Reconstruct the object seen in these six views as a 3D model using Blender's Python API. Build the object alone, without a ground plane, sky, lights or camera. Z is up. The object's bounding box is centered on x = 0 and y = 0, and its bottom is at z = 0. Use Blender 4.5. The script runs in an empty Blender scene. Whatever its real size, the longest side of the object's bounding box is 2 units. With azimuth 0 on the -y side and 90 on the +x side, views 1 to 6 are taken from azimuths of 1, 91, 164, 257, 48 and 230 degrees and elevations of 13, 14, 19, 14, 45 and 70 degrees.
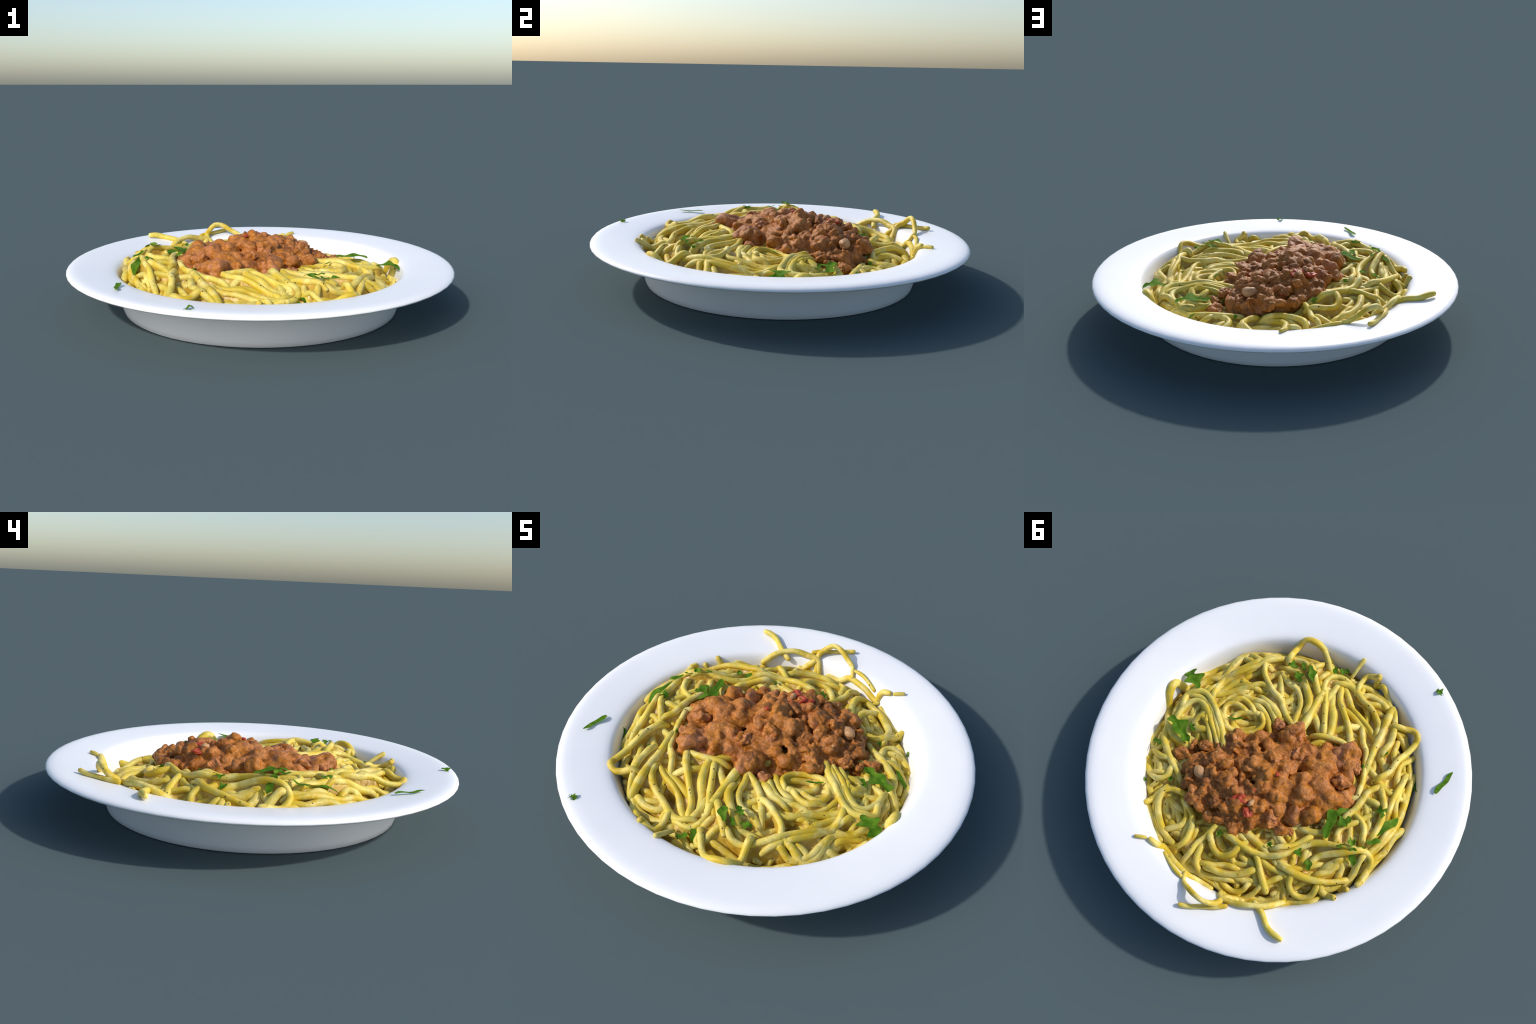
"""A deep white plate of spaghetti with a meat sauce and chopped parsley."""
import math
import random

import bmesh
import bpy
import numpy as np
from mathutils import Vector, noise

rng = random.Random(41)
scene = bpy.context.scene

# ------------------------------------------------------------------ shapes

# height of the top of the pasta and of the meat at a few places (x, y, z)
NOODLE_TOP = [
    (.34, .01, .205), (.69, -.01, .185), (.42, .25, .190), (.59, .23, .190), (.06, -.52, .195),
    (-.15, -.57, .215), (.16, -.40, .240), (-.37, -.64, .225), (.21, -.64, .190), (.29, -.42, .240),
    (.27, -.49, .250), (-.15, .73, .200), (.14, .72, .195), (-.55, -.21, .282), (-.64, -.26, .226),
    (-.62, -.10, .275), (-.57, .02, .292), (-.42, .24, .245), (-.51, .25, .225), (-.60, -.47, .190),
    (-.45, .07, .275), (.58, .01, .205), (.43, .12, .240), (.40, .55, .175), (.62, .38, .170),
    (.10, .62, .180), (-.20, .58, .205), (-.43, .48, .205), (-.70, .12, .210), (-.55, .45, .195),
    (.55, -.45, .200), (.00, -.70, .195), (0., 0., .23), (-.35, -.45, .235),
    (.46, -.36, .238), (.43, -.30, .230), (-.04, -.39, .255), (-.26, -.33, .250), (-.20, .42, .240),
    (-.34, .29, .262), (-.27, -.55, .228), (.23, .58, .165), (.20, .53, .170), (.50, .24, .180),
    (.38, -.56, .198), (.43, -.51, .200), (.05, -.59, .183), (.63, -.10, .178), (-.33, -.54, .212), (-.68, -.07, .245), (-.11, -.27, .262), (.05, -.21, .245), (.48, -.27, .222), (-.33, .41, .230),
]
MEAT_TOP = [
    (-.04, .12, .366), (.09, .27, .330), (-.25, -.25, .306), (.14, -.17, .232), (.04, -.13, .290),
    (.40, .31, .190), (-.23, .02, .335), (-.41, -.10, .280), (.25, .36, .284), (-.03, .29, .333),
    (.00, .46, .232), (-.32, .19, .255), (-.15, .40, .250), (.18, .12, .292), (.26, .12, .252),
    (.12, .45, .230), (.32, .25, .225), (-.12, -.14, .312), (.29, .05, .245), (-.34, .03, .322),
    (-.09, .24, .330), (-.28, -.01, .338), (.20, .36, .287), (.13, .38, .280), (.15, .29, .332),
    (.22, .28, .292), (-.25, -.31, .285), (-.20, .40, .252), (-.24, .21, .285), (.16, .41, .262),
    (-.13, .05, .345),
]


def interp(samples, x, y):
    """Inverse-distance blend of height samples."""
    top = bottom = 0.0
    for a, b, c in samples:
        w = 1.0 / ((x - a) ** 2 + (y - b) ** 2 + .002) ** 2
        top += w * c
        bottom += w
    return top / bottom




def noodle_top(x, y):
    """Top of the pasta: it sinks into the well towards the wall, most on the far right."""
    r, a = math.hypot(x, y), math.atan2(y, x)
    t = min(1.0, max(0.0, (r - .62) / .105))
    return interp(NOODLE_TOP, x, y) - .005 - (.055 + .020 * math.cos(a - .7)) * t * t * (3 - 2 * t)


PLATE_TOP = [(0., .040), (.50, .041), (.62, .044), (.675, .053), (.698, .075), (.710, .110), (.720, .142),
             (.729, .172), (.739, .195), (.750, .2095), (.765, .2165), (.785, .221), (.81, .2245), (.86, .2295),
             (.92, .2345), (.955, .2365), (.98, .2345), (.994, .229), (1.0, .222)]


def plate_top(r):
    """Height of the plate's upper surface at radius r."""
    for (r0, z0), (r1, z1) in zip(PLATE_TOP, PLATE_TOP[1:]):
        if r <= r1:
            return z0 + (z1 - z0) * (r - r0) / (r1 - r0)
    return .20



def outline_radius(points, angle, centre):
    """Distance from centre to a closed outline in a direction."""
    cx, cy = centre
    dx, dy = math.cos(angle), math.sin(angle)
    best = 0.0
    for (x0, y0), (x1, y1) in zip(points, points[1:] + points[:1]):
        ex, ey = x1 - x0, y1 - y0
        den = dx * ey - dy * ex
        if abs(den) < 1e-9:
            continue
        t = ((x0 - cx) * ey - (y0 - cy) * ex) / den
        s = ((x0 - cx) * dy - (y0 - cy) * dx) / den
        if t > 0 and -1e-6 <= s <= 1 + 1e-6:
            best = max(best, t)
    return best


def make_object(name, mesh, material, parent=None):
    obj = bpy.data.objects.new(name, mesh)
    scene.collection.objects.link(obj)
    mesh.materials.clear()
    mesh.materials.append(material)
    for p in mesh.polygons:
        p.use_smooth = True
    if parent is not None:
        obj.parent = parent
    return obj


def make_empty(name, label, category):
    obj = bpy.data.objects.new(name, None)
    scene.collection.objects.link(obj)
    obj["label"] = label
    obj["category"] = category
    return obj


# --------------------------------------------------------------- materials

def new_material(name):
    mat = bpy.data.materials.new(name)
    mat.use_nodes = True
    nt = mat.node_tree
    return mat, nt, nt.nodes["Principled BSDF"]


def ramp(nt, source, stops):
    node = nt.nodes.new("ShaderNodeValToRGB")
    els = node.color_ramp.elements
    els[0].position, els[0].color = stops[0][0], (*stops[0][1], 1)
    els[1].position, els[1].color = stops[-1][0], (*stops[-1][1], 1)
    for pos, col in stops[1:-1]:
        e = els.new(pos)
        e.color = (*col, 1)
    nt.links.new(source, node.inputs[0])
    return node.outputs[0]


def noise_tex(nt, scale, detail=4.0, rough=.55, vector=None, distortion=0.0):
    node = nt.nodes.new("ShaderNodeTexNoise")
    node.inputs["Scale"].default_value = scale
    node.inputs["Detail"].default_value = detail
    node.inputs["Roughness"].default_value = rough
    node.inputs["Distortion"].default_value = distortion
    nt.links.new(vector or coords(nt), node.inputs["Vector"])
    return node.outputs["Fac"]


def coords(nt):
    node = nt.nodes.get("Texture Coordinate") or nt.nodes.new("ShaderNodeTexCoord")
    return node.outputs["Object"]


def mix(nt, fac, a, b):
    node = nt.nodes.new("ShaderNodeMix")
    node.data_type = "RGBA"
    for sock, val in ((node.inputs[0], fac), (node.inputs[6], a), (node.inputs[7], b)):
        if isinstance(val, bpy.types.NodeSocket):
            nt.links.new(val, sock)
        elif isinstance(val, tuple):
            sock.default_value = (*val, 1)
        else:
            sock.default_value = val
    return node.outputs[2]


def spots(nt, scale, radius, keep=1.0):
    """Mask of scattered round specks: 1 inside a speck."""
    vor = nt.nodes.new("ShaderNodeTexVoronoi")
    vor.inputs["Scale"].default_value = scale
    nt.links.new(coords(nt), vor.inputs["Vector"])
    lt = nt.nodes.new("ShaderNodeMath")
    lt.operation = "LESS_THAN"
    nt.links.new(vor.outputs["Distance"], lt.inputs[0])
    lt.inputs[1].default_value = radius
    sep = nt.nodes.new("ShaderNodeSeparateColor")
    nt.links.new(vor.outputs["Color"], sep.inputs[0])
    sel = nt.nodes.new("ShaderNodeMath")
    sel.operation = "LESS_THAN"
    nt.links.new(sep.outputs[0], sel.inputs[0])
    sel.inputs[1].default_value = keep
    mul = nt.nodes.new("ShaderNodeMath")
    mul.operation = "MULTIPLY"
    nt.links.new(lt.outputs[0], mul.inputs[0])
    nt.links.new(sel.outputs[0], mul.inputs[1])
    return mul.outputs[0]


def bump(nt, bsdf, height, strength, distance):
    node = nt.nodes.new("ShaderNodeBump")
    node.inputs["Strength"].default_value = strength
    node.inputs["Distance"].default_value = distance
    nt.links.new(height, node.inputs["Height"])
    nt.links.new(node.outputs[0], bsdf.inputs["Normal"])


def porcelain_material():
    mat, nt, b = new_material("porcelain")
    tint = ramp(nt, noise_tex(nt, 3.0, 2), [(.3, (.84, .84, .85)), (.7, (.87, .87, .87))])
    nt.links.new(tint, b.inputs["Base Color"])
    b.inputs["Roughness"].default_value = .32
    b.inputs["Specular IOR Level"].default_value = .45
    return mat


def noodle_material():
    mat, nt, b = new_material("cooked_noodle")
    broad = ramp(nt, noise_tex(nt, 6.0, 2, .5), [(.34, (.58, .385, .016)), (.50, (.69, .495, .040)),  # yellow deepened for scan's baked darkening, blue cut against skylight
                                                (.64, (.74, .565, .085))])
    pale = ramp(nt, noise_tex(nt, 11.0, 5, .7), [(.45, (.0,) * 3), (.62, (.8,) * 3)])  # highlights on strand crests painted as pale blotches
    col = mix(nt, pale, broad, (.82, .69, .25))
    info = nt.nodes.new("ShaderNodeObjectInfo")
    tone = ramp(nt, info.outputs["Random"], [(0., (.92, .93, .88)), (1., (1.0, 1.0, 1.0))])
    mul = nt.nodes.new("ShaderNodeMix")
    mul.data_type = "RGBA"
    mul.blend_type = "MULTIPLY"
    mul.inputs[0].default_value = 1
    nt.links.new(col, mul.inputs[6])
    nt.links.new(tone, mul.inputs[7])
    olive = ramp(nt, noise_tex(nt, 9.0, 6, .75, distortion=1.2), [(.49, (0.,) * 3), (.62, (.55,) * 3)])  # shading of strand flanks, tinted in as olive streaks
    col = mix(nt, olive, mul.outputs[2], (.42, .39, .085))
    col = mix(nt, spots(nt, 24, .10, .35), col, (.10, .045, .02))
    col = mix(nt, spots(nt, 40, .12, .12), col, (.09, .10, .03))
    nt.links.new(col, b.inputs["Base Color"])
    b.inputs["Roughness"].default_value = .48
    b.inputs["Specular IOR Level"].default_value = .35
    b.inputs["Subsurface Weight"].default_value = .12
    b.inputs["Subsurface Radius"].default_value = (.02, .012, .003)
    b.inputs["Subsurface Scale"].default_value = .6
    bump(nt, b, noise_tex(nt, 160.0, 4, .6), .25, .004)
    return mat


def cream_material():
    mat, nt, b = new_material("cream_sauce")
    col = ramp(nt, noise_tex(nt, 12.0, 4, .6), [(.30, (.34, .18, .009)), (.50, (.48, .295, .026)),  # ochre darkened to paint shadow into the gaps between strands
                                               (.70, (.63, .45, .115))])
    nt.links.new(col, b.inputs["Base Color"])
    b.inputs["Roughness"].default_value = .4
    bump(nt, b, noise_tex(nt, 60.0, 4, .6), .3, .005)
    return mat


def meat_material(name, pink):
    mat, nt, b = new_material(name)
    warm = ramp(nt, noise_tex(nt, 12.0, 5, .7, distortion=.8),
                [(.36, (.16, .050, .005)), (.45, (.37, .118, .011)), (.55, (.49, .165, .015)),  # darkest stop paints crevice shade; blue lowered to offset sky fill
                 (.64, (.57, .235, .055))])
    oil = ramp(nt, noise_tex(nt, 10.0, 4, .6), [(.44, (0.,) * 3), (.60, (.7,) * 3)])
    col = mix(nt, oil, warm, (.50, .185, .010))
    flesh = ramp(nt, noise_tex(nt, 20.0, 4, .6), [(.42, (0.,) * 3), (.62, (pink,) * 3)])
    col = mix(nt, flesh, col, (.54, .215, .095))
    # coarse browner mince towards +x +y, smooth orange sauce on the other side
    where = nt.nodes.new("ShaderNodeVectorMath")
    where.operation = "DOT_PRODUCT"
    where.inputs[1].default_value = (.63, .78, 0)
    nt.links.new(coords(nt), where.inputs[0])
    wob = nt.nodes.new("ShaderNodeMath")
    wob.operation = "MULTIPLY_ADD"
    nt.links.new(noise_tex(nt, 7.0, 4, .6), wob.inputs[0])
    wob.inputs[1].default_value = .9
    nt.links.new(where.outputs["Value"], wob.inputs[2])
    side = ramp(nt, wob.outputs[0], [(.45, (0.,) * 3), (.75, (.6,) * 3)])
    brown = ramp(nt, noise_tex(nt, 15.0, 5, .7, distortion=.8), [(.38, (.13, .042, .009)), (.50, (.42, .140, .022)),
                                                  (.62, (.58, .235, .075))])
    col = mix(nt, side, col, brown)
    grain = ramp(nt, noise_tex(nt, 85.0, 5, .7), [(.40, (.5,) * 3), (.56, (0.,) * 3)])
    col = mix(nt, grain, col, (.12, .045, .012))
    col = mix(nt, spots(nt, 24, .13, .08), col, (.50, .33, .15))
    col = mix(nt, spots(nt, 17, .10, .10), col, (.42, .030, .012))
    nt.links.new(col, b.inputs["Base Color"])
    b.inputs["Roughness"].default_value = .38
    b.inputs["Specular IOR Level"].default_value = .24
    bump(nt, b, noise_tex(nt, 70.0, 6, .68), .5, .009)
    return mat


def plain_material(name, low, high, scale, rough):
    mat, nt, b = new_material(name)
    nt.links.new(ramp(nt, noise_tex(nt, scale, 4, .6), [(.35, low), (.65, high)]), b.inputs["Base Color"])
    b.inputs["Roughness"].default_value = rough
    bump(nt, b, noise_tex(nt, scale * 4, 3, .6), .25, .004)
    return mat


def parsley_material():
    mat, nt, b = new_material("parsley")
    col = ramp(nt, noise_tex(nt, 22.0, 5, .6), [(.32, (.08, .21, .012)), (.50, (.16, .35, .022)),
                                               (.66, (.31, .47, .055))])
    nt.links.new(col, b.inputs["Base Color"])
    b.inputs["Roughness"].default_value = .6
    b.inputs["Specular IOR Level"].default_value = .15
    out = nt.nodes["Material Output"]
    tr = nt.nodes.new("ShaderNodeBsdfTranslucent")
    nt.links.new(col, tr.inputs[0])
    mx = nt.nodes.new("ShaderNodeMixShader")
    mx.inputs[0].default_value = .25
    nt.links.new(b.outputs[0], mx.inputs[1])
    nt.links.new(tr.outputs[0], mx.inputs[2])
    nt.links.new(mx.outputs[0], out.inputs["Surface"])
    return mat


PORCELAIN = porcelain_material()
NOODLE = noodle_material()
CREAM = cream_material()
MINCE = meat_material("minced_sauce", .45)
MEAT = meat_material("meat_chunk", .95)
ONION = plain_material("onion", (.38, .18, .065), (.50, .28, .12), 18, .55)
TOMATO = plain_material("tomato", (.30, .022, .006), (.45, .060, .012), 25, .5)
PARSLEY = parsley_material()

# ------------------------------------------------------------------- plate

SEGMENTS = 64
UNDERSIDE = [(.990, .2110), (.965, .2060), (.88, .202), (.80, .197), (.770, .188), (.756, .174), (.749, .152),
             (.739, .10), (.732, .06), (.725, .03), (.7165, .003), (.712, .0), (.64, .0), (.628, .004),
             (.622, .014), (.40, .017), (0., .018)]


def build_plate():
    profile = PLATE_TOP + [(1.0, .2185)] + UNDERSIDE
    bm = bmesh.new()
    rings = []
    for r, z in profile:
        if r == 0:
            rings.append([bm.verts.new((0, 0, z))])
        else:
            rings.append([bm.verts.new((r * math.cos(2 * math.pi * i / SEGMENTS),
                                        r * math.sin(2 * math.pi * i / SEGMENTS), z))
                          for i in range(SEGMENTS)])
    for a, b in zip(rings, rings[1:]):
        for i in range(SEGMENTS):
            j = (i + 1) % SEGMENTS
            quad = [a[i % len(a)], b[i % len(b)], b[j % len(b)], a[j % len(a)]]
            bm.faces.new(list(dict.fromkeys(quad)))
    bmesh.ops.recalc_face_normals(bm, faces=bm.faces)
    mesh = bpy.data.meshes.new("plate")
    bm.to_mesh(mesh)
    bm.free()
    obj = make_object("plate", mesh, PORCELAIN)
    obj["label"] = "deep round white porcelain plate with a wide rim"
    obj["category"] = "plate"


build_plate()

# ----------------------------------------------------------------- noodles

spaghetti = make_empty("spaghetti", "tangled pile of creamy yellow spaghetti strands", "pasta")


def smooth_path(points, step=.011):
    """Catmull-Rom curve through the points at a near-even spacing."""
    pts = [Vector(p) for p in points]
    ext = [pts[0] * 2 - pts[1]] + pts + [pts[-1] * 2 - pts[-2]]
    path = []
    for p0, p1, p2, p3 in zip(ext, ext[1:], ext[2:], ext[3:]):
        n = max(2, int((p2 - p1).length / step))
        for i in range(n):
            t = i / n
            path.append(.5 * ((2 * p1) + (p2 - p0) * t + (2 * p0 - 5 * p1 + 4 * p2 - p3) * t * t
                              + (3 * p1 - p0 - 3 * p2 + p3) * t ** 3))
    path.append(pts[-1])
    return path


CELL = .006
SIZE = 256
tops = np.zeros((SIZE, SIZE))      # height of the highest strand over each cell of the plate


def cell(v):
    return int(round(v / CELL)) + SIZE // 2


def mark(centre, radius):
    """Note a piece of strand in the map of strand tops."""
    reach = int(radius / CELL) + 1
    i0, j0 = cell(centre.x), cell(centre.y)
    for i in range(max(0, i0 - reach), min(SIZE, i0 + reach + 1)):
        for j in range(max(0, j0 - reach), min(SIZE, j0 + reach + 1)):
            d2 = ((i - SIZE // 2) * CELL - centre.x) ** 2 + ((j - SIZE // 2) * CELL - centre.y) ** 2
            if d2 < radius * radius:
                tops[i, j] = max(tops[i, j], centre.z + math.sqrt(radius * radius - d2))


def tube(bm, points, radius, sides=10):
    """Round strand with blunt ends along a path; girth wavers a little."""
    path = smooth_path(points)
    seed = Vector((rng.uniform(0, 50), rng.uniform(0, 50), 0))
    side = Vector((0, 0, 1))
    rings = []
    last = len(path) - 1
    stations = [(0, .6)] + [(i, min(1, .86 + .07 * min(i, last - i))) for i in range(last + 1)] + [(last, .6)]
    for k, (i, scale) in enumerate(stations):
        t = (path[min(i + 1, last)] - path[max(i - 1, 0)]).normalized()
        side = (side - t * side.dot(t)).normalized()
        other = t.cross(side)
        centre = path[i]
        if k == 0:
            centre = centre - t * radius * .4
        elif k == len(stations) - 1:
            centre = centre + t * radius * .4
        girth = radius * scale * (1 + .22 * noise.noise(centre * 9 + seed))
        mark(centre, girth)
        flat = 1 + .16 * noise.noise(centre * 7 - seed)
        rings.append([bm.verts.new(centre + girth * (flat * math.cos(a) * other + math.sin(a) / flat * side))
                      for a in (2 * math.pi * j / sides for j in range(sides))])
    for a, b in zip(rings, rings[1:]):
        for j in range(sides):
            m = (j + 1) % sides
            bm.faces.new((a[j], a[m], b[m], b[j]))
    bm.faces.new(list(reversed(rings[0])))
    bm.faces.new(rings[-1])


def settle(p, radius):
    x, y, z = p
    return (x, y, max(z, plate_top(math.hypot(x, y)) + radius * .8))


def noodle(points, radius=.0165, dive=True):
    """A strand; its ends run on and dive under the others unless they lie free."""
    points = [tuple(p) for p in points]
    if dive:
        for end, before in ((points[0], points[1]), (points[-1], points[-2])):
            out = Vector(end) - Vector(before)
            out.normalize()
            tail = (end[0] + out.x * .042, end[1] + out.y * .042, end[2] - .030)
            if math.hypot(tail[0], tail[1]) < .72:
                points = [tail] + points if end == points[0] else points + [tail]
    bm = bmesh.new()
    tube(bm, [settle(p, radius) for p in points], radius)
    mesh = bpy.data.meshes.new("noodle")
    bm.to_mesh(mesh)
    bm.free()
    make_object("noodle", mesh, NOODLE, spaghetti)


# the strands that lie on top, each by the points its spine passes through
noodle([(.581, .212, .168), (.597, .152, .171), (.595, .092, .179), (.562, .058, .183), (.493, .066, .199), (.417, .101, .216), (.354, .129, .205), (.303, .154, .191)])
noodle([(.618, .132, .182), (.644, .086, .172), (.620, .035, .191), (.573, .007, .195), (.504, .017, .198), (.419, .053, .217), (.345, .090, .208), (.273, .136, .202)])
noodle([(.625, .068, .176), (.581, .042, .183), (.527, .033, .184), (.444, .059, .209), (.383, .091, .209), (.300, .136, .193)])
noodle([(.566, .195, .148), (.528, .158, .155), (.472, .160, .177), (.430, .183, .169), (.418, .216, .151), (.460, .242, .145)])
noodle([(.490, .151, .184), (.484, .114, .199), (.447, .110, .206), (.388, .141, .202), (.342, .169, .183)])
noodle([(.579, .092, .136), (.539, .076, .141), (.508, .093, .153), (.529, .118, .143), (.573, .117, .133)])
noodle([(.695, .050, .102), (.728, .090, .200), (.713, .150, .190), (.668, .208, .100), (.575, .269, .157), (.504, .290, .156), (.422, .277, .163)], 0.0220)
noodle([(.579, .275, .158), (.543, .332, .153), (.474, .367, .162), (.402, .392, .162), (.337, .407, .159), (.291, .425, .154)])
noodle([(.618, .330, .096), (.597, .374, .108), (.546, .406, .106), (.474, .413, .157), (.436, .390, .162)])
noodle([(.559, .411, .091), (.520, .469, .095), (.469, .505, .100), (.393, .506, .146), (.363, .464, .154), (.381, .416, .159)])
noodle([(.479, .409, .127), (.445, .450, .123), (.404, .470, .124)])
noodle([(.625, -.087, .152), (.597, -.132, .155), (.600, -.177, .162), (.613, -.216, .161), (.627, -.275, .145), (.606, -.328, .146), (.546, -.335, .194), (.485, -.345, .209)], 0.0200)
noodle([(.540, -.013, .194), (.568, -.069, .180), (.578, -.132, .173), (.550, -.194, .200), (.521, -.259, .213), (.498, -.308, .217), (.484, -.359, .226), (.449, -.424, .214), (.404, -.482, .192), (.352, -.505, .204), (.308, -.500, .232)])
noodle([(.549, -.038, .169), (.552, -.094, .157), (.539, -.139, .163), (.507, -.183, .186), (.471, -.186, .190)])
noodle([(.544, -.008, .182), (.512, -.063, .178), (.481, -.118, .186), (.443, -.190, .201), (.411, -.245, .206), (.371, -.265, .207)])
noodle([(.474, .010, .185), (.475, -.044, .179), (.465, -.104, .181), (.443, -.155, .192)])
noodle([(.353, .051, .198), (.404, .027, .203), (.440, -.017, .201), (.432, -.057, .199), (.393, -.078, .199), (.346, -.081, .198)])
noodle([(.439, -.070, .199), (.411, -.114, .204), (.357, -.122, .204), (.311, -.109, .203)])
noodle([(.347, .009, .194), (.366, -.020, .194), (.353, -.063, .195), (.307, -.106, .200), (.286, -.118, .204)])
noodle([(.417, .026, .204), (.368, .051, .198), (.313, .045, .195), (.259, .011, .195), (.223, -.045, .202), (.226, -.099, .208), (.265, -.123, .206)])
noodle([(.340, -.147, .197), (.289, -.151, .199), (.233, -.136, .203), (.200, -.113, .206)])
noodle([(.350, -.163, .200), (.309, -.189, .203), (.252, -.180, .206), (.201, -.158, .211)])
noodle([(.335, -.198, .204), (.277, -.202, .206), (.209, -.189, .212)])
noodle([(.481, -.338, .224), (.441, -.300, .220), (.390, -.279, .220), (.328, -.262, .220), (.281, -.261, .222)])
noodle([(.702, -.067, .112), (.690, -.113, .098), (.670, -.168, .107), (.632, -.202, .141)], 0.0200)
noodle([(.676, -.053, .099), (.631, -.089, .129), (.586, -.107, .136), (.565, -.049, .152)], 0.0200)
noodle([(.506, -.222, .171), (.490, -.264, .171), (.474, -.313, .177)])
noodle([(.448, -.142, .155), (.430, -.183, .161), (.392, -.198, .163), (.386, -.172, .161)])
noodle([(.637, .137, .146), (.618, .193, .146), (.563, .223, .157), (.510, .227, .150)])
noodle([(.558, .120, .150), (.511, .173, .142), (.444, .195, .148)])
noodle([(.486, .433, .111), (.419, .424, .128), (.356, .450, .125)])
noodle([(.531, .464, .109), (.477, .484, .089), (.424, .502, .112)])
noodle([(.417, -.466, .228), (.449, -.545, .174), (.441, -.602, .218), (.396, -.632, .218), (.348, -.646, .197), (.293, -.627, .186), (.239, -.589, .221)])
noodle([(.280, -.516, .229), (.271, -.558, .213), (.260, -.608, .164), (.233, -.608, .167), (.215, -.549, .206), (.213, -.504, .224)])
noodle([(.144, -.453, .224), (.176, -.497, .220), (.188, -.545, .206), (.171, -.587, .186), (.131, -.608, .182), (.091, -.613, .177)])
noodle([(.136, -.562, .190), (.093, -.600, .180), (.041, -.608, .178), (-.027, -.592, .187), (-.100, -.583, .208), (-.157, -.562, .209), (-.196, -.537, .213), (-.218, -.501, .218)])
noodle([(.356, -.340, .210), (.294, -.288, .211), (.230, -.241, .212), (.161, -.213, .219), (.106, -.205, .223)])
noodle([(.349, -.363, .212), (.297, -.357, .217), (.259, -.365, .217), (.202, -.344, .217), (.158, -.300, .217), (.134, -.250, .221), (.107, -.213, .223)])
noodle([(.282, -.427, .226), (.234, -.411, .226), (.182, -.384, .226), (.138, -.350, .225), (.123, -.316, .225)], 0.0210)
noodle([(.279, -.501, .246), (.228, -.473, .243), (.172, -.438, .237)])
noodle([(.144, -.447, .221), (.128, -.403, .225), (.108, -.350, .225), (.082, -.285, .230), (.066, -.236, .231)], 0.0210)
noodle([(.135, -.464, .211), (.085, -.416, .214), (.033, -.363, .231), (-.030, -.298, .238)])
noodle([(.121, -.502, .177), (.060, -.444, .187), (.004, -.399, .225), (-.047, -.338, .228), (-.065, -.299, .233)], 0.0210)
noodle([(.129, -.548, .186), (.115, -.499, .191), (.102, -.451, .209)])
noodle([(.095, -.544, .184), (.056, -.500, .186), (-.003, -.463, .215), (-.073, -.423, .243), (-.137, -.382, .241), (-.180, -.341, .242)])
noodle([(.081, -.568, .172), (.036, -.547, .175), (-.026, -.514, .189), (-.079, -.504, .204), (-.135, -.500, .203), (-.199, -.486, .208)])
noodle([(-.019, -.478, .194), (-.078, -.477, .206), (-.132, -.475, .200), (-.187, -.479, .198)])
noodle([(-.161, -.452, .222), (-.213, -.406, .233), (-.263, -.379, .238), (-.305, -.330, .239), (-.365, -.256, .240), (-.383, -.221, .246), (-.406, -.181, .254)])
noodle([(-.181, -.649, .192), (-.213, -.577, .216), (-.240, -.515, .221), (-.266, -.453, .225), (-.299, -.378, .240), (-.326, -.320, .243)], 0.0200)
noodle([(-.201, -.656, .195), (-.243, -.611, .216), (-.283, -.559, .228), (-.309, -.510, .223), (-.318, -.456, .236)])
noodle([(-.263, -.600, .229), (-.298, -.629, .207), (-.336, -.656, .204), (-.373, -.647, .219), (-.395, -.618, .202), (-.404, -.550, .210), (-.407, -.463, .245), (-.422, -.393, .247), (-.413, -.333, .254)])
noodle([(.043, -.623, .189), (.063, -.674, .171), (.060, -.723, .175), (-.000, -.740, .211)])
noodle([(.010, -.616, .166), (.033, -.669, .152), (.009, -.711, .133), (-.042, -.729, .189), (-.100, -.714, .159), (-.154, -.672, .163)])
noodle([(-.064, -.608, .172), (-.096, -.634, .173), (-.138, -.652, .165), (-.175, -.652, .164)])
noodle([(-.132, -.599, .173), (-.175, -.614, .171), (-.213, -.605, .175)])
noodle([(-.100, -.503, .164), (-.114, -.547, .159), (-.150, -.562, .159)])
noodle([(-.033, -.261, .238), (-.083, -.296, .244), (-.135, -.322, .242), (-.183, -.332, .235)])
noodle([(-.434, -.533, .165), (-.427, -.474, .194), (-.455, -.425, .195), (-.483, -.395, .192)])
noodle([(-.329, -.550, .180), (-.359, -.493, .195), (-.399, -.463, .201)])
noodle([(-.328, -.331, .225), (-.391, -.326, .220), (-.444, -.313, .227), (-.498, -.307, .236), (-.525, -.322, .228)])
noodle([(.257, -.645, .112), (.205, -.638, .127), (.153, -.632, .141), (.109, -.649, .135)])
noodle([(.045, -.653, .133), (-.003, -.690, .118), (-.060, -.693, .117), (-.123, -.655, .149)], 0.0210)
noodle([(-.008, -.432, .195), (-.064, -.406, .202), (-.109, -.357, .203)])
noodle([(-.136, -.409, .194), (-.178, -.418, .188), (-.229, -.382, .196), (-.251, -.340, .198)])
noodle([(-.323, -.423, .193), (-.360, -.415, .193), (-.405, -.427, .192)])
noodle([(-.328, -.594, .157), (-.371, -.589, .150), (-.401, -.534, .163)])
noodle([(.400, -.415, .185), (.360, -.428, .190), (.329, -.449, .196)])
noodle([(.272, -.299, .183), (.221, -.302, .185), (.172, -.272, .187)])
noodle([(.194, -.480, .216), (.155, -.457, .213), (.124, -.422, .216)])
noodle([(.329, .636, .142), (.322, .586, .129), (.312, .529, .162), (.288, .485, .161), (.236, .460, .161)])
noodle([(.309, .526, .162), (.286, .579, .147), (.236, .623, .128), (.163, .654, .137), (.107, .668, .136), (.060, .667, .142)])
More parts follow.
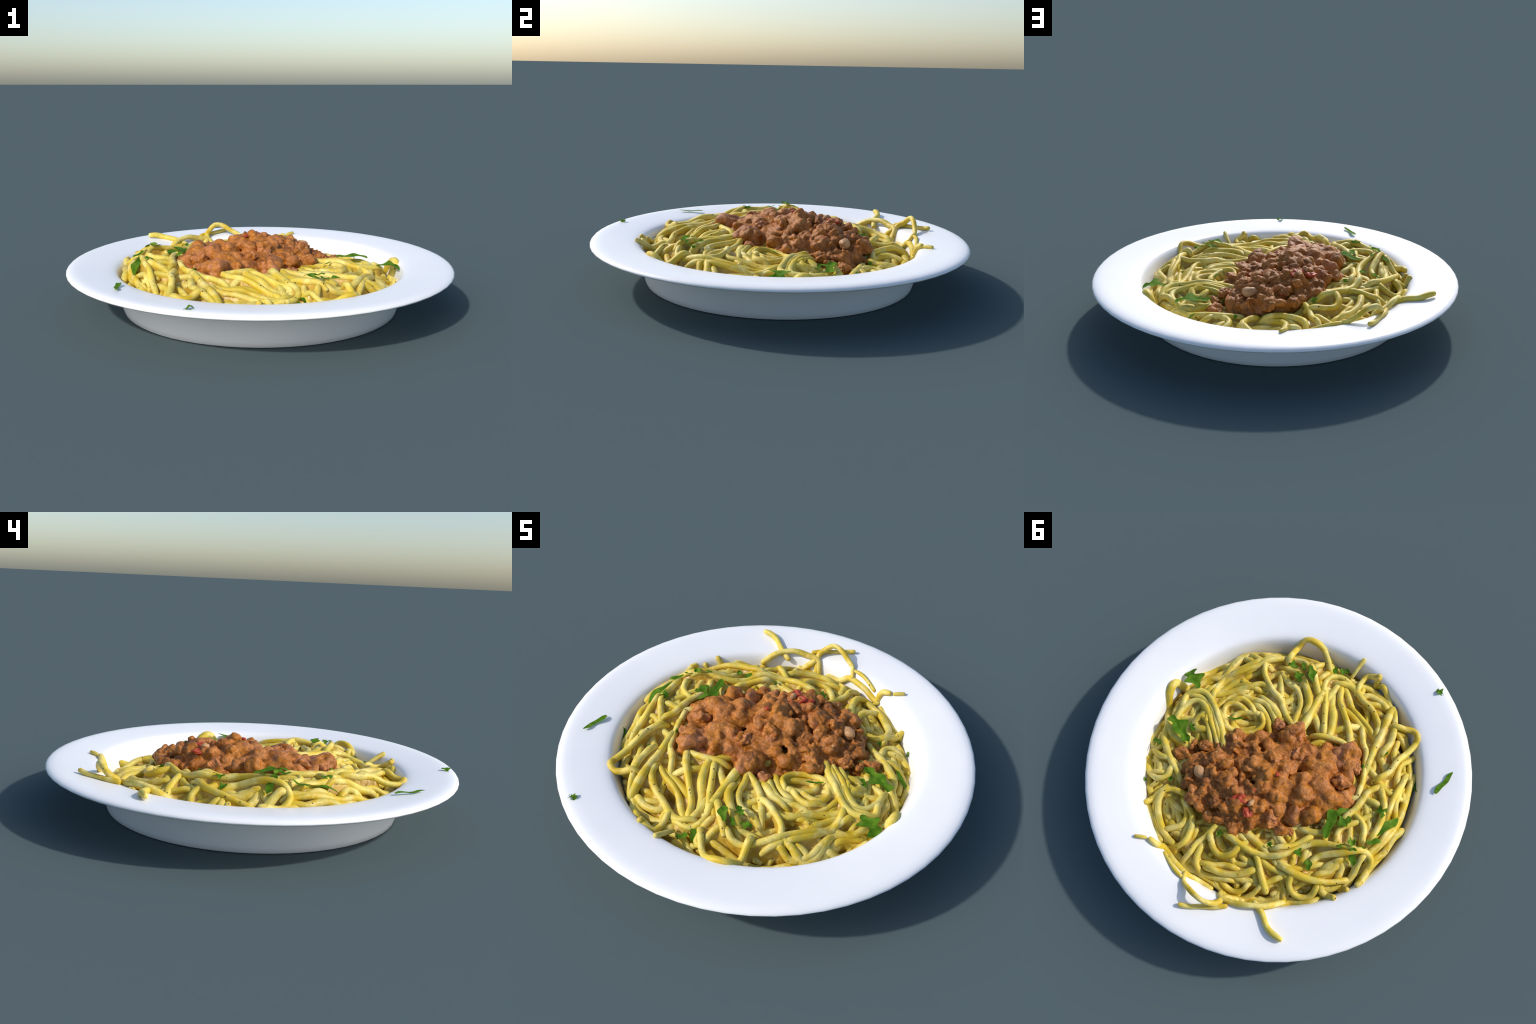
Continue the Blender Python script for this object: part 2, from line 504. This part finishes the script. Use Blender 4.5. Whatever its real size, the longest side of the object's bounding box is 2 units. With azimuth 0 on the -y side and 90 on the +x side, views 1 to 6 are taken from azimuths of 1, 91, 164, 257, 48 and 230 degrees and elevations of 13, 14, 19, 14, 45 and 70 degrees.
noodle([(.307, .579, .129), (.274, .628, .097), (.202, .655, .107), (.131, .678, .116), (.090, .679, .118)])
noodle([(.168, .485, .169), (.115, .493, .172), (.076, .521, .177), (.039, .564, .180), (.019, .618, .181), (.034, .668, .152), (.071, .706, .123), (.088, .732, .205), (.135, .742, .226)])
noodle([(.189, .484, .149), (.140, .505, .150), (.110, .542, .155), (.105, .583, .158), (.137, .636, .145)])
noodle([(.292, .518, .103), (.252, .512, .102), (.183, .496, .104)])
noodle([(.229, .525, .098), (.191, .537, .098), (.154, .560, .100)])
noodle([(.285, .539, .097), (.248, .575, .094), (.186, .586, .097)])
noodle([(-.031, .455, .201), (-.036, .523, .190), (-.031, .578, .183), (-.042, .624, .184), (-.043, .663, .160)])
noodle([(-.056, .507, .207), (-.098, .529, .210), (-.138, .538, .208), (-.174, .524, .209), (-.200, .488, .228), (-.201, .432, .238)])
noodle([(-.057, .562, .180), (-.077, .613, .180), (-.109, .646, .164), (-.156, .655, .148), (-.205, .632, .159), (-.247, .604, .170), (-.282, .576, .181)])
noodle([(-.134, .437, .240), (-.178, .430, .243), (-.229, .418, .243), (-.274, .401, .237), (-.324, .369, .238), (-.372, .322, .259), (-.392, .273, .253), (-.410, .212, .249), (-.438, .155, .259), (-.491, .108, .275), (-.538, .076, .285), (-.579, .044, .293)])
noodle([(-.158, .359, .212), (-.214, .356, .212), (-.263, .354, .213), (-.311, .352, .215)], 0.0220)
noodle([(-.142, .390, .207), (-.192, .394, .208), (-.218, .424, .208), (-.232, .452, .206), (-.262, .453, .202)])
noodle([(-.295, .404, .230), (-.339, .427, .228), (-.379, .450, .216), (-.415, .467, .204)])
noodle([(-.321, .392, .214), (-.365, .394, .214), (-.430, .371, .211), (-.473, .352, .209)])
noodle([(-.134, .614, .172), (-.174, .585, .174), (-.206, .549, .175), (-.253, .519, .184)])
noodle([(-.183, .609, .190), (-.230, .587, .192), (-.280, .548, .200), (-.314, .500, .212), (-.331, .461, .216)])
noodle([(-.287, .549, .181), (-.337, .523, .185), (-.373, .482, .181)])
noodle([(-.267, .609, .162), (-.302, .609, .151), (-.339, .596, .149), (-.363, .559, .165), (-.362, .528, .185)])
noodle([(.035, .686, .116), (-.013, .686, .122), (-.076, .686, .129), (-.133, .669, .138), (-.193, .655, .141), (-.264, .634, .142)])
noodle([(.052, .716, .150), (-.007, .723, .168), (-.070, .723, .177), (-.130, .716, .181), (-.179, .694, .144), (-.251, .672, .148)])
noodle([(.039, .731, .189), (-.017, .742, .208), (-.073, .748, .220), (-.121, .745, .221)], 0.0110)
noodle([(-.337, .657, .208), (-.388, .601, .144), (-.410, .537, .167), (-.414, .482, .193), (-.426, .436, .199), (-.445, .389, .209)])
noodle([(-.241, .633, .149), (-.287, .635, .135), (-.323, .635, .131), (-.366, .614, .139)])
noodle([(-.061, .654, .138), (-.038, .588, .153), (-.050, .533, .161)])
noodle([(-.078, .478, .175), (-.129, .496, .177), (-.193, .500, .178), (-.241, .504, .176)], 0.0200)
noodle([(-.207, .512, .174), (-.260, .487, .186), (-.285, .445, .190)])
noodle([(-.080, .585, .152), (-.144, .582, .154), (-.173, .543, .155)])
noodle([(-.273, .440, .201), (-.317, .441, .198), (-.355, .469, .190)])
noodle([(-.295, .325, .212), (-.326, .308, .218), (-.366, .292, .217)])
noodle([(-.413, .562, .116), (-.455, .536, .112), (-.485, .484, .122), (-.498, .438, .136)], 0.0200)
noodle([(.131, .604, .138), (.077, .590, .139), (.029, .598, .140)])
noodle([(.299, .636, .103), (.222, .666, .100), (.155, .690, .117)])
noodle([(-.237, .241, .210), (-.282, .268, .216), (-.331, .274, .219)])
noodle([(.103, .475, .124), (.053, .477, .131), (.003, .458, .146)])
noodle([(-.342, .291, .259), (-.374, .244, .249), (-.388, .205, .245), (-.400, .158, .252)])
noodle([(-.393, .337, .225), (-.443, .319, .217), (-.477, .286, .209), (-.503, .245, .205), (-.526, .202, .208)])
noodle([(-.433, .341, .241), (-.488, .321, .233), (-.542, .294, .229), (-.590, .261, .224), (-.629, .221, .211), (-.664, .164, .188)])
noodle([(-.496, .220, .227), (-.500, .179, .236), (-.526, .139, .255), (-.568, .090, .277), (-.601, .045, .285), (-.629, .006, .274), (-.665, -.010, .238), (-.693, .002, .217), (-.709, .040, .190), (-.730, .108, .206), (-.726, .134, .207)])
noodle([(-.648, .022, .253), (-.656, .059, .222), (-.671, .095, .185), (-.685, .140, .170), (-.686, .160, .168)], 0.0200)
noodle([(-.477, .330, .223), (-.497, .373, .206), (-.534, .388, .178), (-.572, .377, .162), (-.604, .349, .165), (-.611, .317, .180), (-.600, .279, .203)])
noodle([(-.602, .259, .205), (-.629, .277, .183), (-.666, .271, .169), (-.699, .258, .217)])
noodle([(-.527, .369, .160), (-.534, .337, .177), (-.544, .301, .184)])
noodle([(-.485, .421, .155), (-.504, .394, .157), (-.533, .381, .148)])
noodle([(-.564, .179, .209), (-.574, .143, .222), (-.581, .106, .240)], 0.0220)
noodle([(-.562, .234, .197), (-.584, .190, .202), (-.593, .135, .216)], 0.0200)
noodle([(-.597, .110, .221), (-.617, .136, .194), (-.630, .164, .178)], 0.0200)
noodle([(-.567, .106, .239), (-.605, .096, .228), (-.634, .079, .210)])
noodle([(-.447, -.058, .272), (-.452, -.112, .270), (-.441, -.176, .269), (-.430, -.234, .263), (-.442, -.277, .258)])
noodle([(-.475, -.097, .264), (-.516, -.097, .265), (-.554, -.080, .265), (-.582, -.043, .269)])
noodle([(-.508, .065, .261), (-.482, .034, .260), (-.474, -.000, .261), (-.489, -.038, .262), (-.506, -.081, .259)])
noodle([(-.393, -.137, .252), (-.422, -.176, .256), (-.449, -.196, .261), (-.498, -.214, .267)])
noodle([(-.496, -.432, .198), (-.515, -.383, .213), (-.538, -.305, .254), (-.567, -.247, .269), (-.578, -.221, .272)])
noodle([(-.523, -.467, .157), (-.557, -.398, .168), (-.603, -.318, .201), (-.626, -.254, .200), (-.651, -.193, .215), (-.663, -.111, .232), (-.666, -.030, .226)])
noodle([(-.543, -.337, .214), (-.564, -.294, .227), (-.606, -.252, .204)])
noodle([(-.565, -.360, .185), (-.609, -.308, .187), (-.643, -.234, .185), (-.653, -.155, .223)])
noodle([(-.678, -.237, .181), (-.678, -.174, .208), (-.691, -.115, .207), (-.699, -.068, .200), (-.690, -.016, .207)], 0.0200)
noodle([(-.636, -.216, .210), (-.643, -.142, .247), (-.655, -.079, .235), (-.654, -.020, .237)])
noodle([(-.461, -.290, .250), (-.529, -.243, .269), (-.555, -.211, .271), (-.580, -.174, .266), (-.602, -.119, .263), (-.614, -.075, .261)])
noodle([(-.473, -.189, .235), (-.519, -.157, .236), (-.555, -.117, .232), (-.574, -.072, .232)])
noodle([(-.348, .142, .231), (-.389, .122, .241), (-.430, .088, .249)], 0.0200)
noodle([(-.307, .260, .228), (-.351, .261, .227), (-.386, .241, .216)])
noodle([(-.703, -.032, .191), (-.707, .005, .188), (-.714, .054, .160), (-.713, .113, .163)])
noodle([(-.541, .471, .148), (-.560, .424, .130), (-.608, .384, .153), (-.636, .347, .171), (-.644, .309, .154)])
noodle([(-.613, .255, .168), (-.650, .223, .150), (-.680, .184, .133), (-.712, .182, .201)])
noodle([(-.510, -.008, .233), (-.551, -.007, .238), (-.579, -.034, .230)])
noodle([(-.481, -.210, .225), (-.531, -.188, .229), (-.559, -.147, .224)])
noodle([(-.325, .193, .221), (-.350, .209, .220), (-.360, .243, .223)])
noodle([(-.596, -.056, .241), (-.614, -.098, .241), (-.612, -.147, .238)])
noodle([(-.460, .243, .187), (-.497, .206, .179), (-.517, .166, .190)])
noodle([(.512, -.375, .202), (.564, -.368, .160), (.595, -.337, .154), (.611, -.280, .161), (.607, -.216, .168), (.585, -.131, .158)], 0.0180)
noodle([(.487, -.407, .201), (.504, -.364, .210), (.504, -.303, .204), (.515, -.260, .201)])
noodle([(.517, -.334, .212), (.538, -.275, .207), (.559, -.203, .194), (.569, -.115, .167), (.580, -.026, .185)])
noodle([(.576, -.109, .161), (.614, -.096, .158), (.644, -.060, .150), (.653, -.004, .150)])
noodle([(.626, -.139, .146), (.642, -.083, .141), (.671, -.033, .125)])
noodle([(.550, -.310, .190), (.577, -.298, .178), (.594, -.295, .165)])
noodle([(-.136, -.658, .177), (-.086, -.660, .170), (-.029, -.644, .173), (-.009, -.612, .173)])
noodle([(-.158, -.678, .165), (-.094, -.690, .152), (-.023, -.683, .151), (.029, -.663, .160), (.056, -.632, .167)])
noodle([(.011, -.748, .221), (-.003, -.700, .132), (.048, -.679, .140), (.081, -.641, .154)])

# strands that arch up or stray over the rim
noodle([(-.45, .56, .20), (-.524, .571, .222), (-.588, .597, .240), (-.64, .597, .252), (-.68, .588, .252)], .0150, False)
noodle([(-.29, .64, .13), (-.325, .667, .18), (-.39, .64, .225), (-.45, .595, .240), (-.51, .53, .222),
        (-.545, .45, .175)], .0150, False)
noodle([(-.149, .754, .221), (-.20, .758, .255), (-.245, .757, .283), (-.297, .747, .287), (-.333, .715, .25),
        (-.34, .68, .19), (-.31, .64, .15)], .0150, False)
noodle([(-.223, .842, .246), (-.262, .812, .236), (-.300, .770, .232), (-.345, .725, .222), (-.38, .675, .205)], .0125, False)
noodle([(.192, .787, .226), (.170, .768, .224), (.152, .752, .218)], .0105, False)
noodle([(-.11, .715, .195), (-.133, .741, .206), (-.155, .758, .215)], .0125, False)
noodle([(.134, -.752, .228), (.13, -.71, .205), (.12, -.65, .170)], .0125, False)

# spine of every buried strand: a wandering arc round the well
BED_COUNT = 270


def bed_points():
    angle = rng.uniform(0, 2 * math.pi)
    r = .69 * math.sqrt(rng.uniform(.10, 1))
    x, y = r * math.cos(angle), r * math.sin(angle)
    heading = angle + math.pi / 2 + rng.gauss(0, .8)
    curl = rng.choice((1, 1, 1, -1)) * rng.uniform(.8, 6.0)
    depth = rng.uniform(.028, .090)
    points = []
    for k in range(rng.randint(6, 14)):
        rr = math.hypot(x, y)
        if rr > .69:
            x, y = x * .69 / rr, y * .69 / rr
        z = noodle_top(x, y) - depth + .012 * math.sin(k * 1.1 + angle)
        points.append(settle((x, y, z), .017))
        heading += curl * .05 + rng.gauss(0, .10)
        x += .05 * math.cos(heading)
        y += .05 * math.sin(heading)
    return points


bed = bmesh.new()
for _ in range(BED_COUNT):
    tube(bed, bed_points(), rng.uniform(.0155, .0185), 8)
bed_mesh = bpy.data.meshes.new("noodle_bed")
bed.to_mesh(bed_mesh)
bed.free()
bed_object = make_object("noodle_bed", bed_mesh, NOODLE, spaghetti)
bed_object["kind"] = "stuff"


def spread(grid, reach, pick):
    """Grey-scale dilation (np.maximum) or erosion (np.minimum) over a disc."""
    result = grid.copy()
    for di in range(-reach, reach + 1):
        for dj in range(-reach, reach + 1):
            if 0 < di * di + dj * dj <= reach * reach:
                result = pick(result, np.roll(np.roll(grid, di, 0), dj, 1))
    return result


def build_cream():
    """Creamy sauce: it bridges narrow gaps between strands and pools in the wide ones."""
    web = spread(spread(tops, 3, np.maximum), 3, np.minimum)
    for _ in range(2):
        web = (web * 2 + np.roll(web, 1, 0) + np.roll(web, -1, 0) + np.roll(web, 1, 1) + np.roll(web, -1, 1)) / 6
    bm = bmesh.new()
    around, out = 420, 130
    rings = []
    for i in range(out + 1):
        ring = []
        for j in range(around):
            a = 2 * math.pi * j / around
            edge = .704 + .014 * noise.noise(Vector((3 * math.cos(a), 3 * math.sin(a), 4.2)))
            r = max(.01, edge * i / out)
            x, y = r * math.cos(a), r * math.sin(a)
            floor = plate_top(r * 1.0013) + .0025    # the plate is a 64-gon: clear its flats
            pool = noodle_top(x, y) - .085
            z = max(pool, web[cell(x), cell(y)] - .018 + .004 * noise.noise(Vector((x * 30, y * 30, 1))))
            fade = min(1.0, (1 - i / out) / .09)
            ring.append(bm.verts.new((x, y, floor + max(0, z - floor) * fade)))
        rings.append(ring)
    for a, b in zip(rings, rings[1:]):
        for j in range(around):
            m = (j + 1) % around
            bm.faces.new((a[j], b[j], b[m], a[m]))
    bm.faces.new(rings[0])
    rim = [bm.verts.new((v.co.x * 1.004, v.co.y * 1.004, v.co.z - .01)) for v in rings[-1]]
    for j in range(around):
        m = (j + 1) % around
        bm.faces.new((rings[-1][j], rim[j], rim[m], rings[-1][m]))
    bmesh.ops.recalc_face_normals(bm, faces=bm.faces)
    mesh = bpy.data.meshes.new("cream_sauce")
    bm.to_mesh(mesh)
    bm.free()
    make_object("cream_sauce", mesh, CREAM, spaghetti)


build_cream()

# -------------------------------------------------------------- meat sauce

meat_sauce = make_empty("meat_sauce", "heap of orange brown minced meat sauce with tomato", "meat sauce")

MEAT_OUTLINE = [(.41, .34), (.40, .25), (.33, .15), (.29, .05), (.19, -.06), (.17, -.18), (.05, -.235), (-.05, -.22),
                (-.12, -.29), (-.26, -.34), (-.32, -.28), (-.36, -.19), (-.44, -.12), (-.45, 0), (-.39, .07),
                (-.33, .19), (-.24, .25), (-.17, .35), (-.11, .42), (0, .46), (.12, .465), (.22, .46), (.30, .41)]
MEAT_CENTRE = (-.02, .08)

lumps = []
pieces = []


def lump(x, y, z, r):
    lumps.append((x, y, z, r))


def ball(x, y, z, r):
    lumps.append((x, y, z - r * .5, r * .7))
    pieces.append((x, y, z, r, "meat_chunk", MEAT, (1.0, .92, .85), .30))


def chunk(x, y, z, r):
    lumps.append((x, y, z - r * .6, r * .6))
    pieces.append((x, y, z, r, "meat_chunk", MEAT, (1.0, .85, .62), .30))


def pearl(x, y, z, r):
    pieces.append((x, y, z - .008, r * 1.1, "onion_piece", ONION, (1.0, .68, .66), .10))


def tomato(x, y, z, r):
    pieces.append((x, y, z, r * .9, "tomato_piece", TOMATO, (1.0, .75, .5), .40))


def ring(x, y, z, r):
    pieces.append((x, y, z, r, "onion_piece", ONION, (1.0, .7, .8), .12))


def redbit(x, y, z, r):
    pieces.append((x, y, z, r, "tomato_piece", TOMATO, (1.0, .9, .6), .2))


# lumps that stand out of the heap: x, y, z, radius
ball(.164, -.163, .201, .041)
ball(.055, -.172, .228, .067)
ball(-.048, -.103, .274, .039)
ball(-.215, -.283, .229, .082)
ball(-.301, -.161, .270, .043)
ball(-.290, -.274, .250, .034)
lump(.262, .058, .218, .039)
lump(.161, -.029, .234, .043)
lump(.160, .033, .253, .034)
lump(.203, .088, .253, .034)
ball(.336, .207, .205, .032)
lump(.387, .253, .186, .030)
ball(.405, .316, .158, .043)
lump(.227, .232, .252, .043)
lump(.299, .256, .205, .034)
chunk(.099, .248, .275, .065)
lump(.026, .278, .298, .034)
ball(.049, .371, .248, .041)
lump(-.015, .356, .278, .034)
lump(.142, .394, .242, .037)
lump(.094, .443, .220, .026)
lump(.170, .438, .225, .043)
lump(-.153, .318, .254, .030)
ball(-.197, .220, .253, .045)
lump(-.126, .233, .292, .043)
ball(.011, .015, .290, .047)
lump(-.030, .093, .334, .037)
lump(-.059, .005, .308, .039)
lump(.055, .110, .296, .043)
lump(-.129, -.116, .281, .039)
lump(-.184, -.152, .274, .047)
lump(-.165, -.027, .306, .034)
lump(-.247, -.068, .294, .047)
lump(-.218, .027, .294, .052)
ball(-.270, .123, .248, .056)
lump(-.332, .071, .286, .043)
lump(-.332, -.057, .279, .052)
lump(-.386, -.087, .251, .039)
lump(-.359, -.125, .259, .034)
lump(.161, .201, .273, .034)
lump(.169, .280, .297, .026)
lump(-.094, .400, .226, .039)
lump(-.148, .363, .230, .030)
lump(-.030, .417, .217, .034)
lump(.039, .443, .212, .034)
lump(-.272, .227, .251, .034)
lump(-.312, .197, .238, .026)
lump(-.218, .256, .261, .030)
lump(-.067, .155, .328, .034)
lump(-.107, .071, .318, .034)
lump(-.135, .139, .305, .039)
lump(-.049, .200, .308, .034)
pearl(.228, .332, .259, .037)
tomato(-.042, .283, .304, .049)
tomato(-.110, .296, .300, .032)
ring(-.091, .257, .320, .021)
redbit(-.076, .068, .355, .012)

lump(-.040, .116, .347, .029)
lump(-.400, -.130, .235, .040)
lump(-.360, -.170, .230, .040)
lump(-.170, -.210, .250, .045)
lump(-.300, -.200, .235, .045)
lump(-.252, -.258, .246, .052)
lump(.075, -.135, .250, .048)
lump(.060, -.165, .240, .048)

# body of the heap, then the crumbs that cover it: coarse on the +x +y side, soft sauce elsewhere
while len(lumps) < 330:
    a = rng.uniform(0, 2 * math.pi)
    edge = outline_radius(MEAT_OUTLINE, a, MEAT_CENTRE)
    f = math.sqrt(rng.random())
    body = len(lumps) < 230
    size = rng.uniform(.045, .055) if body else rng.uniform(.013, .026)
    r = (edge - size * .8) * f
    if r < 0:
        continue
    x, y = MEAT_CENTRE[0] + r * math.cos(a), MEAT_CENTRE[1] + r * math.sin(a)
    coarse = .63 * x + .78 * y > .10
    if not body and not coarse and rng.random() < .85:
        continue
    top = interp(MEAT_TOP, x, y) - .006
    drop = .035 * max(0, (f - .75) / .25)
    z = top - drop - (.066 if body else rng.uniform(.014, .034))
    lump(x, y, z, size)


def icosphere(bm, x, y, z, r, level):
    """A lump: an egg of random slenderness and turn."""
    made = bmesh.ops.create_icosphere(bm, subdivisions=level, radius=r)
    turn, tip = rng.uniform(0, 2 * math.pi), rng.uniform(-.6, .6)
    axis = Vector((math.cos(turn) * math.cos(tip), math.sin(turn) * math.cos(tip), math.sin(tip)))
    stretch = rng.uniform(0, .7)
    for v in made["verts"]:
        v.co += axis * axis.dot(v.co) * stretch - v.co * stretch * .22
        v.co += Vector((x, y, z))


def build_mince():
    bm = bmesh.new()
    for x, y, z, r in lumps:
        icosphere(bm, x, y, z, r, 3 if r > .03 else 2)
    mesh = bpy.data.meshes.new("minced_sauce")
    bm.to_mesh(mesh)
    bm.free()
    obj = make_object("minced_sauce", mesh, MINCE, meat_sauce)
    mod = obj.modifiers.new("union", "REMESH")
    mod.mode = "VOXEL"
    mod.voxel_size = .0055
    dep = bpy.context.evaluated_depsgraph_get()
    fused = bpy.data.meshes.new_from_object(obj.evaluated_get(dep))
    obj.modifiers.clear()
    obj.data = fused
    bm = bmesh.new()
    bm.from_mesh(fused)
    for _ in range(7):
        bmesh.ops.smooth_vert(bm, verts=bm.verts, factor=.5, use_axis_x=True, use_axis_y=True, use_axis_z=True)
    bm.normal_update()
    moves = []
    for v in bm.verts:
        p = v.co + .012 * noise.noise_vector(v.co * 18)
        coarse = min(1.0, max(0.0, .5 + 2.5 * (.63 * p.x + .78 * p.y - .05)))
        d = noise.voronoi(p * 12)[0]
        crumb = min(1.0, 2.0 * (d[1] - d[0])) - .5
        d = noise.voronoi(p * 34)[0]
        grit = min(1.0, 2.0 * (d[1] - d[0])) - .5
        moves.append((v, v.normal * ((.004 + .018 * coarse) * crumb + .006 * coarse * grit
                                     + .011 * noise.noise(p * 20) + .002 * noise.noise(p * 80))))
    for v, d in moves:
        v.co += d
    bm.to_mesh(fused)
    bm.free()
    for p in fused.polygons:
        p.use_smooth = True


build_mince()


def build_piece(x, y, z, r, name, material, squash, rough):
    bm = bmesh.new()
    bmesh.ops.create_icosphere(bm, subdivisions=5, radius=1)
    turn = rng.uniform(0, math.pi)
    seed = Vector((rng.uniform(0, 99), rng.uniform(0, 99), 0))
    for v in bm.verts:
        n = v.co.copy()
        d = 1 + rough * (1.7 * noise.noise(n * 1.2 + seed) + .7 * noise.noise(n * 2.4 + seed)
                         + .12 * noise.noise(n * 6.5 + seed))
        p = Vector((n.x * squash[0], n.y * squash[1], n.z * squash[2])) * d * r
        v.co = Vector((x + p.x * math.cos(turn) - p.y * math.sin(turn),
                       y + p.x * math.sin(turn) + p.y * math.cos(turn), z + p.z))
    mesh = bpy.data.meshes.new(name)
    bm.to_mesh(mesh)
    bm.free()
    make_object(name, mesh, material, meat_sauce)


for piece in pieces:
    build_piece(*piece)

# ----------------------------------------------------------------- parsley

garnish = make_empty("parsley", "scattered chopped fresh green parsley leaves", "herb")


def parsley(start, end, width, shape):
    """A curled leaf blade from start to end, thin but solid."""
    a, b = Vector(start), Vector(end)
    axis = b - a
    length = axis.length
    axis.normalize()
    across = axis.cross(Vector((0, 0, 1))).normalized()
    up = across.cross(axis)
    seed = rng.uniform(0, 60)
    rows, cols = 22, 8
    bm = bmesh.new()
    grid = []
    for i in range(rows + 1):
        t = i / rows
        if shape == "lobed":
            w = math.sin(math.pi * min(1, .06 + t * .97)) ** .6 * (.72 + .30 * math.cos(t * 13 + seed))
        else:
            w = math.sin(math.pi * min(1, .08 + t * .90)) ** .7 * (.9 + .2 * math.sin(t * 7 + seed))
        w = max(w, .06) * width * .5
        row = []
        for j in range(cols + 1):
            s = 2 * j / cols - 1
            side = 1 + .25 * math.sin(t * 9 + seed * 2) * s
            lift = .006 * math.sin(t * 6 + seed) + (.22 * abs(s) - .08) * w + .10 * length * math.sin(math.pi * t) * .5
            wobble = .18 * width * noise.noise(Vector((t * 3, s, seed)))
            row.append(bm.verts.new(a + axis * length * t + across * (s * w * side + wobble * .5) + up * lift))
        grid.append(row)
    for r0, r1 in zip(grid, grid[1:]):
        for j in range(cols):
            bm.faces.new((r0[j], r0[j + 1], r1[j + 1], r1[j]))
    bmesh.ops.solidify(bm, geom=bm.faces[:], thickness=.0022)
    bmesh.ops.recalc_face_normals(bm, faces=bm.faces)
    mesh = bpy.data.meshes.new("parsley_leaf")
    bm.to_mesh(mesh)
    bm.free()
    make_object("parsley_leaf", mesh, PARSLEY, garnish)


parsley((.596, .234, .195), (.413, .258, .203), 0.102, "lobed")
parsley((.738, -.012, .197), (.618, .020, .214), 0.120, "lobed")
parsley((.604, .370, .109), (.509, .374, .178), 0.030, "strip")
parsley((.375, .023, .220), (.313, -.037, .219), 0.014, "strip")
parsley((.382, -.420, .248), (.335, -.447, .258), 0.048, "lobed")
parsley((.312, -.419, .261), (.257, -.390, .261), 0.054, "lobed")
parsley((.331, -.478, .255), (.290, -.458, .264), 0.026, "strip")
parsley((.288, -.498, .270), (.212, -.442, .263), 0.042, "strip")
parsley((.242, -.627, .169), (.175, -.583, .198), 0.036, "strip")
parsley((.190, -.620, .184), (.155, -.665, .163), 0.042, "lobed")
parsley((-.324, -.423, .236), (-.339, -.464, .234), 0.024, "strip")
parsley((-.305, -.295, .260), (-.323, -.308, .259), 0.024, "strip")
parsley((-.063, .470, .219), (-.097, .456, .230), 0.054, "lobed")
parsley((-.296, .331, .252), (-.296, .305, .259), 0.036, "lobed")
parsley((.341, .464, .176), (.319, .451, .175), 0.036, "lobed")
parsley((.445, .559, .130), (.436, .548, .112), 0.036, "lobed")
parsley((-.383, -.032, .279), (-.463, .101, .283), 0.060, "strip")
parsley((-.401, -.014, .281), (-.437, -.099, .279), 0.036, "strip")
parsley((-.454, .009, .284), (-.477, -.067, .284), 0.066, "lobed")
parsley((-.531, -.192, .287), (-.586, -.213, .279), 0.060, "lobed")
parsley((-.618, -.102, .279), (-.626, -.262, .215), 0.043, "strip")
parsley((-.557, .041, .315), (-.582, .010, .315), 0.054, "lobed")
parsley((-.587, .037, .307), (-.646, .083, .239), 0.043, "strip")
parsley((-.614, -.032, .289), (-.654, -.095, .265), 0.030, "strip")
parsley((-.530, .088, .294), (-.634, -.014, .283), 0.022, "strip")
parsley((-.394, .227, .263), (-.448, .253, .259), 0.036, "strip")
parsley((-.477, .228, .239), (-.521, .262, .233), 0.038, "strip")
parsley((-.525, -.486, .139), (-.585, -.438, .180), 0.048, "lobed")
parsley((-.656, -.484, .230), (-.639, -.629, .238), 0.032, "strip")
parsley((-.259, -.904, .241), (-.303, -.909, .241), 0.045, "lobed")
parsley((.502, .174, .186), (.448, .198, .187), 0.036, "strip")
